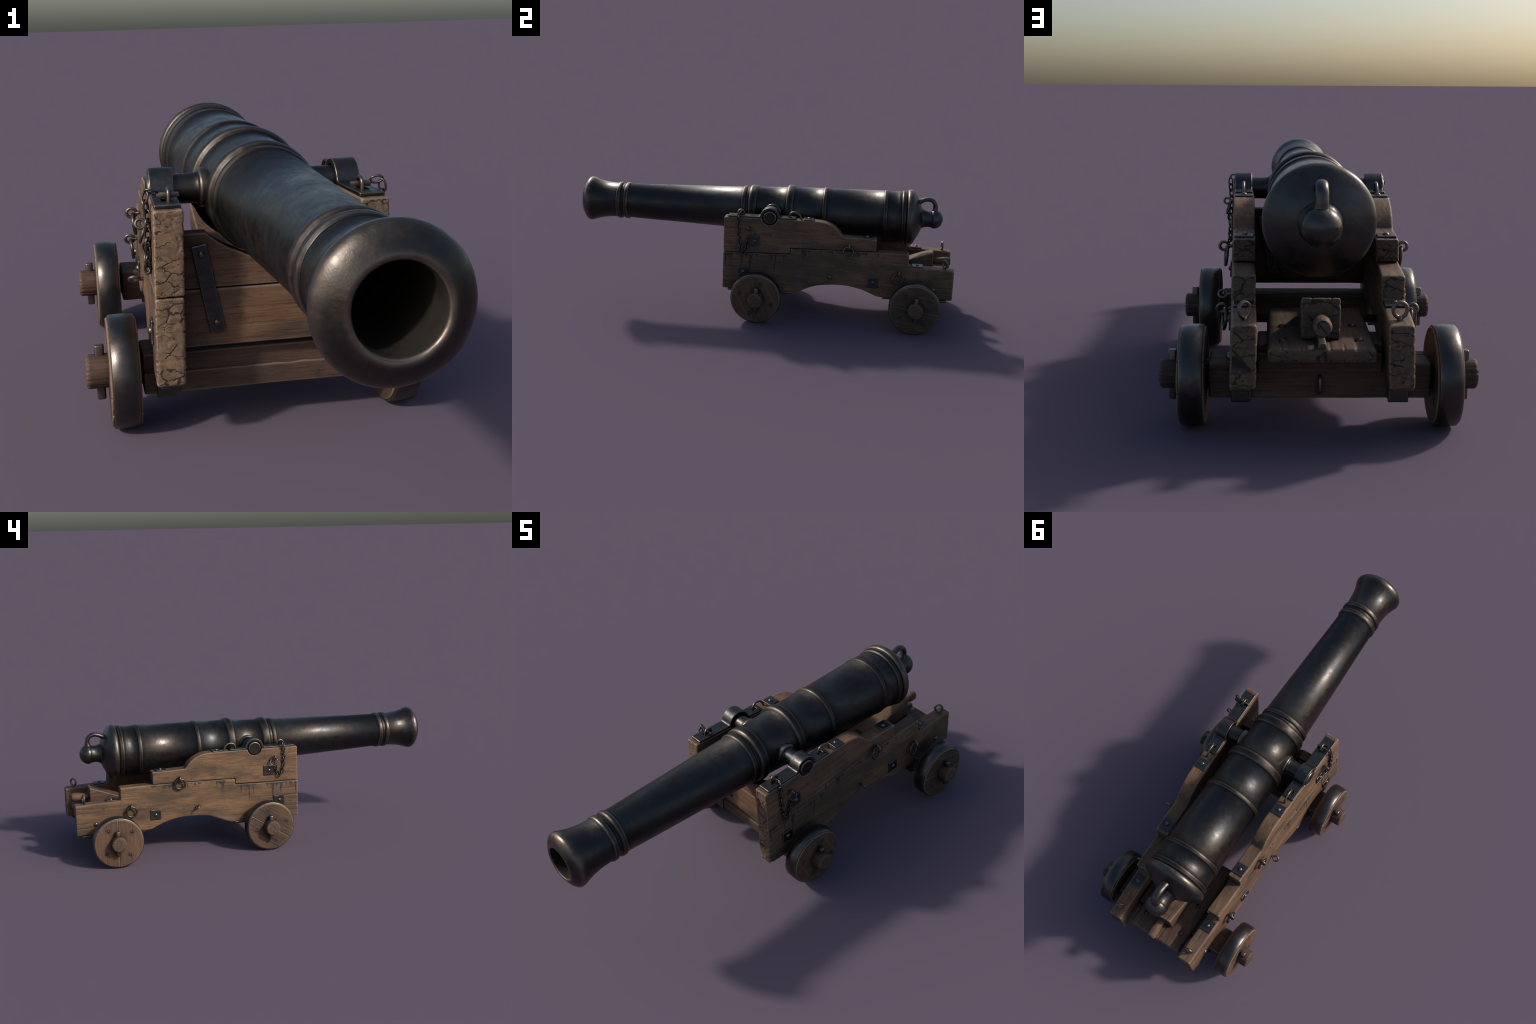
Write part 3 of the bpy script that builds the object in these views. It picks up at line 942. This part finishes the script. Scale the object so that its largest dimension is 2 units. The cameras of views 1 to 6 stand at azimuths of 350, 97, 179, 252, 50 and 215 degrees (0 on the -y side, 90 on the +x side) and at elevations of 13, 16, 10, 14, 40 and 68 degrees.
# straps that clamp the axles up against the cheeks
for ya, x0, x1 in ((-0.001, 0.2015, 0.2525), (0.8070, 0.1722, 0.2236)):
    yc = -0.001 if ya < 0.4 else 0.8125
    h, t = HALF + 0.0005, 0.0078
    zf0, zf1, zb = 0.1368, 0.1450, 0.0885
    poly = [(ya - 0.165, zf0), (yc - h - t, zf0), (yc - h - t, zb - t), (yc + h + t, zb - t), (yc + h + t, zf0), (ya + 0.164, zf0), (ya + 0.164, zf1 + 0.003), (yc + h, zf1 + 0.003), (yc + h, zb), (yc - h, zb), (yc - h, zf1 + 0.003), (ya - 0.165, zf1 + 0.003)]
    for s in (1, -1):
        me = forge(from_bm(prism(poly, 0, x0, x1, 0.0018, 2), "axle_strap"), 0.0022, 0.0004, ya)
        if s < 0:
            me.transform(Matrix.Diagonal((-1, 1, 1, 1)))
            me.flip_normals()
        thing("axle_strap", me, "tyre", root)

# ------------------------------------------------------------------ transom between the cheeks
board_lo = prism([(-0.197, 0.2005), (0.197, 0.2005), (0.192, 0.3320), (-0.192, 0.3320)], 1, -0.092, -0.046, 0.004, 2)
me = timber("transom_board", board_lo, 0, 0.003, splits=[(2, 0.2440, 1, -0.197, 0.5, 0.0018), (2, 0.2820, -1, 0.197, 0.45, 0.0022), (2, 0.2200, 1, -0.197, 0.3, 0.0016)], cracks=0, seed=21)
tr = thing("transom_board", me, "oak_x", root)
dip = catmull([(0.1290, 0.4570, 0), (0.1170, 0.4455, 0), (0.0900, 0.4270, 0), (0.0630, 0.4140, 0), (0.0330, 0.4010, 0), (0.0, 0.3960, 0)], 4)
half = [(p.x, p.y) for p in dip]
poly = [(-0.193, 0.3340), (0.193, 0.3340), (0.189, 0.4575), (0.138, 0.4575)] + half + [(-x, z) for x, z in reversed(half[:-1])] + [(-0.138, 0.4575), (-0.189, 0.4575)]
me = timber("transom_board", prism(poly, 1, -0.0915, -0.0465, 0.004, 2), 0, 0.003, splits=[(2, 0.3840, 1, -0.193, 0.33, 0.0018), (2, 0.3600, -1, 0.193, 0.4, 0.0014)], cracks=0, seed=22)
thing("transom_board", me, "oak_x", root)
for s in (1, -1):
    for face in (1, -1):
        y = -0.092 if face > 0 else -0.046
        a, b = Vector((s * 0.1490, y, 0.4330)), Vector((s * 0.1125, y, 0.2335))
        d = (b - a).normalized()
        nrm = Vector((0, -face, 0))
        m = frame((a + b) / 2, nrm, -d)
        bm = prism([(-0.0178, -0.1010), (0.0178, -0.1010), (0.0178, 0.1010), (-0.0178, 0.1010)], 0, -0.002, 0.0075, 0.0022, 2)
        pl = thing("transom_strap", forge(from_bm(bm, "transom_strap"), 0.0018, 0.0008, s + face * 3), "iron", root, m)
        for h in (0.0800, -0.0780):
            thing("rivet_head", RIVET_S, "iron", pl, m @ Matrix.Translation((0.0073, 0.001, h)))

# ------------------------------------------------------------------ stool bed, bolster, quoin
bm = prism(box_poly(0.7480, 0.170, 0.8700, 0.2330), 0, -0.158, 0.158, 0.005, 2)
thing("bolster", timber("bolster", bm, 0, 0.0034, cracks=0.5, seed=31), "axle", root)
bm = prism(box_poly(0.5260, 0.2085, 0.9780, 0.2462), 0, -0.1335, 0.1335, 0.013, 3)
sp = [(0, -0.02, -1, 0.978, 0.10, 0.003), (0, 0.05, -1, 0.978, 0.07, 0.003), (0, 0.095, -1, 0.978, 0.10, 0.0025), (0, -0.085, -1, 0.978, 0.13, 0.003), (0, -0.055, -1, 0.978, 0.05, 0.003)]
bed = thing("stool_bed", timber("stool_bed", bm, 1, 0.0028, splits=sp, cracks=0.6, cell=34, seed=32), "oak_y", root)
bm = prism(box_poly(0.8100, 0.1610, 0.8840, 0.2090), 0, -0.156, 0.156, 0.004, 2)
thing("bolster", timber("bolster", bm, 0, 0.0034, cracks=0.5, seed=35), "axle", root)
for x, y in ((0.094, 0.759), (-0.089, 0.750), (0.093, 0.902), (-0.096, 0.897)):
    thing("bolt_head", dome(0.0118, 0.0078, "bolt_head"), "stain", bed, frame((x, y, 0.2462), (0, 0, 1), (0, 1, 0)))
bm = prism([(-0.0125, 0.2450), (0.0125, 0.2450), (0.0085, 0.2590), (-0.0085, 0.2590)], 1, 0.8900, 0.9765, 0.0025, 2)
me = timber("bed_ridge", bm, 1, 0.0022, cracks=0.4, seed=36)
thing("bed_ridge", me, "oak_y", bed)

bm = prism([(0.6320, 0.2470), (0.8970, 0.2470), (0.8970, 0.3540), (0.6320, 0.2570)], 0, -0.0482, 0.0482, 0.0045, 2, 15)
quoin = thing("quoin", timber("quoin", bm, 1, 0.0024, splits=[(0, 0.022, -1, 0.897, 0.04, 0.003), (0, -0.026, -1, 0.897, 0.05, 0.003), (2, 0.335, -1, 0.897, 0.05, 0.0025), (2, 0.275, -1, 0.897, 0.09, 0.0025)], cracks=1.0, cell=26, seed=33), "oak_y", root)
p = [(0.880, 0.0), (0.880, 0.0165), (0.900, 0.0160), (0.925, 0.0170), (0.940, 0.0200), (0.952, 0.0228), (0.967, 0.0236), (0.981, 0.0228), (0.988, 0.0200), (0.990, 0.0170), (0.990, 0.0)]
hb = bmesh.new()
hb.from_mesh(lathe(p, 24, "quoin_handle", "Y"))
me = timber("quoin_handle", hb, 1, 0.0021, wear=1.2, cracks=0, seed=34)
thing("quoin_handle", me, "oak_y", quoin, Matrix.Translation((0, 0, 0.2995)))

# cross bolt tying the cheeks, and the loop under the tail
thing("cross_bolt", tube([(-0.20, 0.589, 0.2285), (0.20, 0.589, 0.2285)], 0.0115, 16, name="cross_bolt"), "iron", root)
st = catmull([(0, 0.862, 0.148), (0, 0.876, 0.147), (0, 0.8835, 0.140), (0, 0.8850, 0.125), (0, 0.8830, 0.110), (0, 0.875, 0.104), (0, 0.862, 0.1035)], 4)
thing("tail_staple", tube(st, 0.0046, 12, name="tail_staple"), "iron", root)
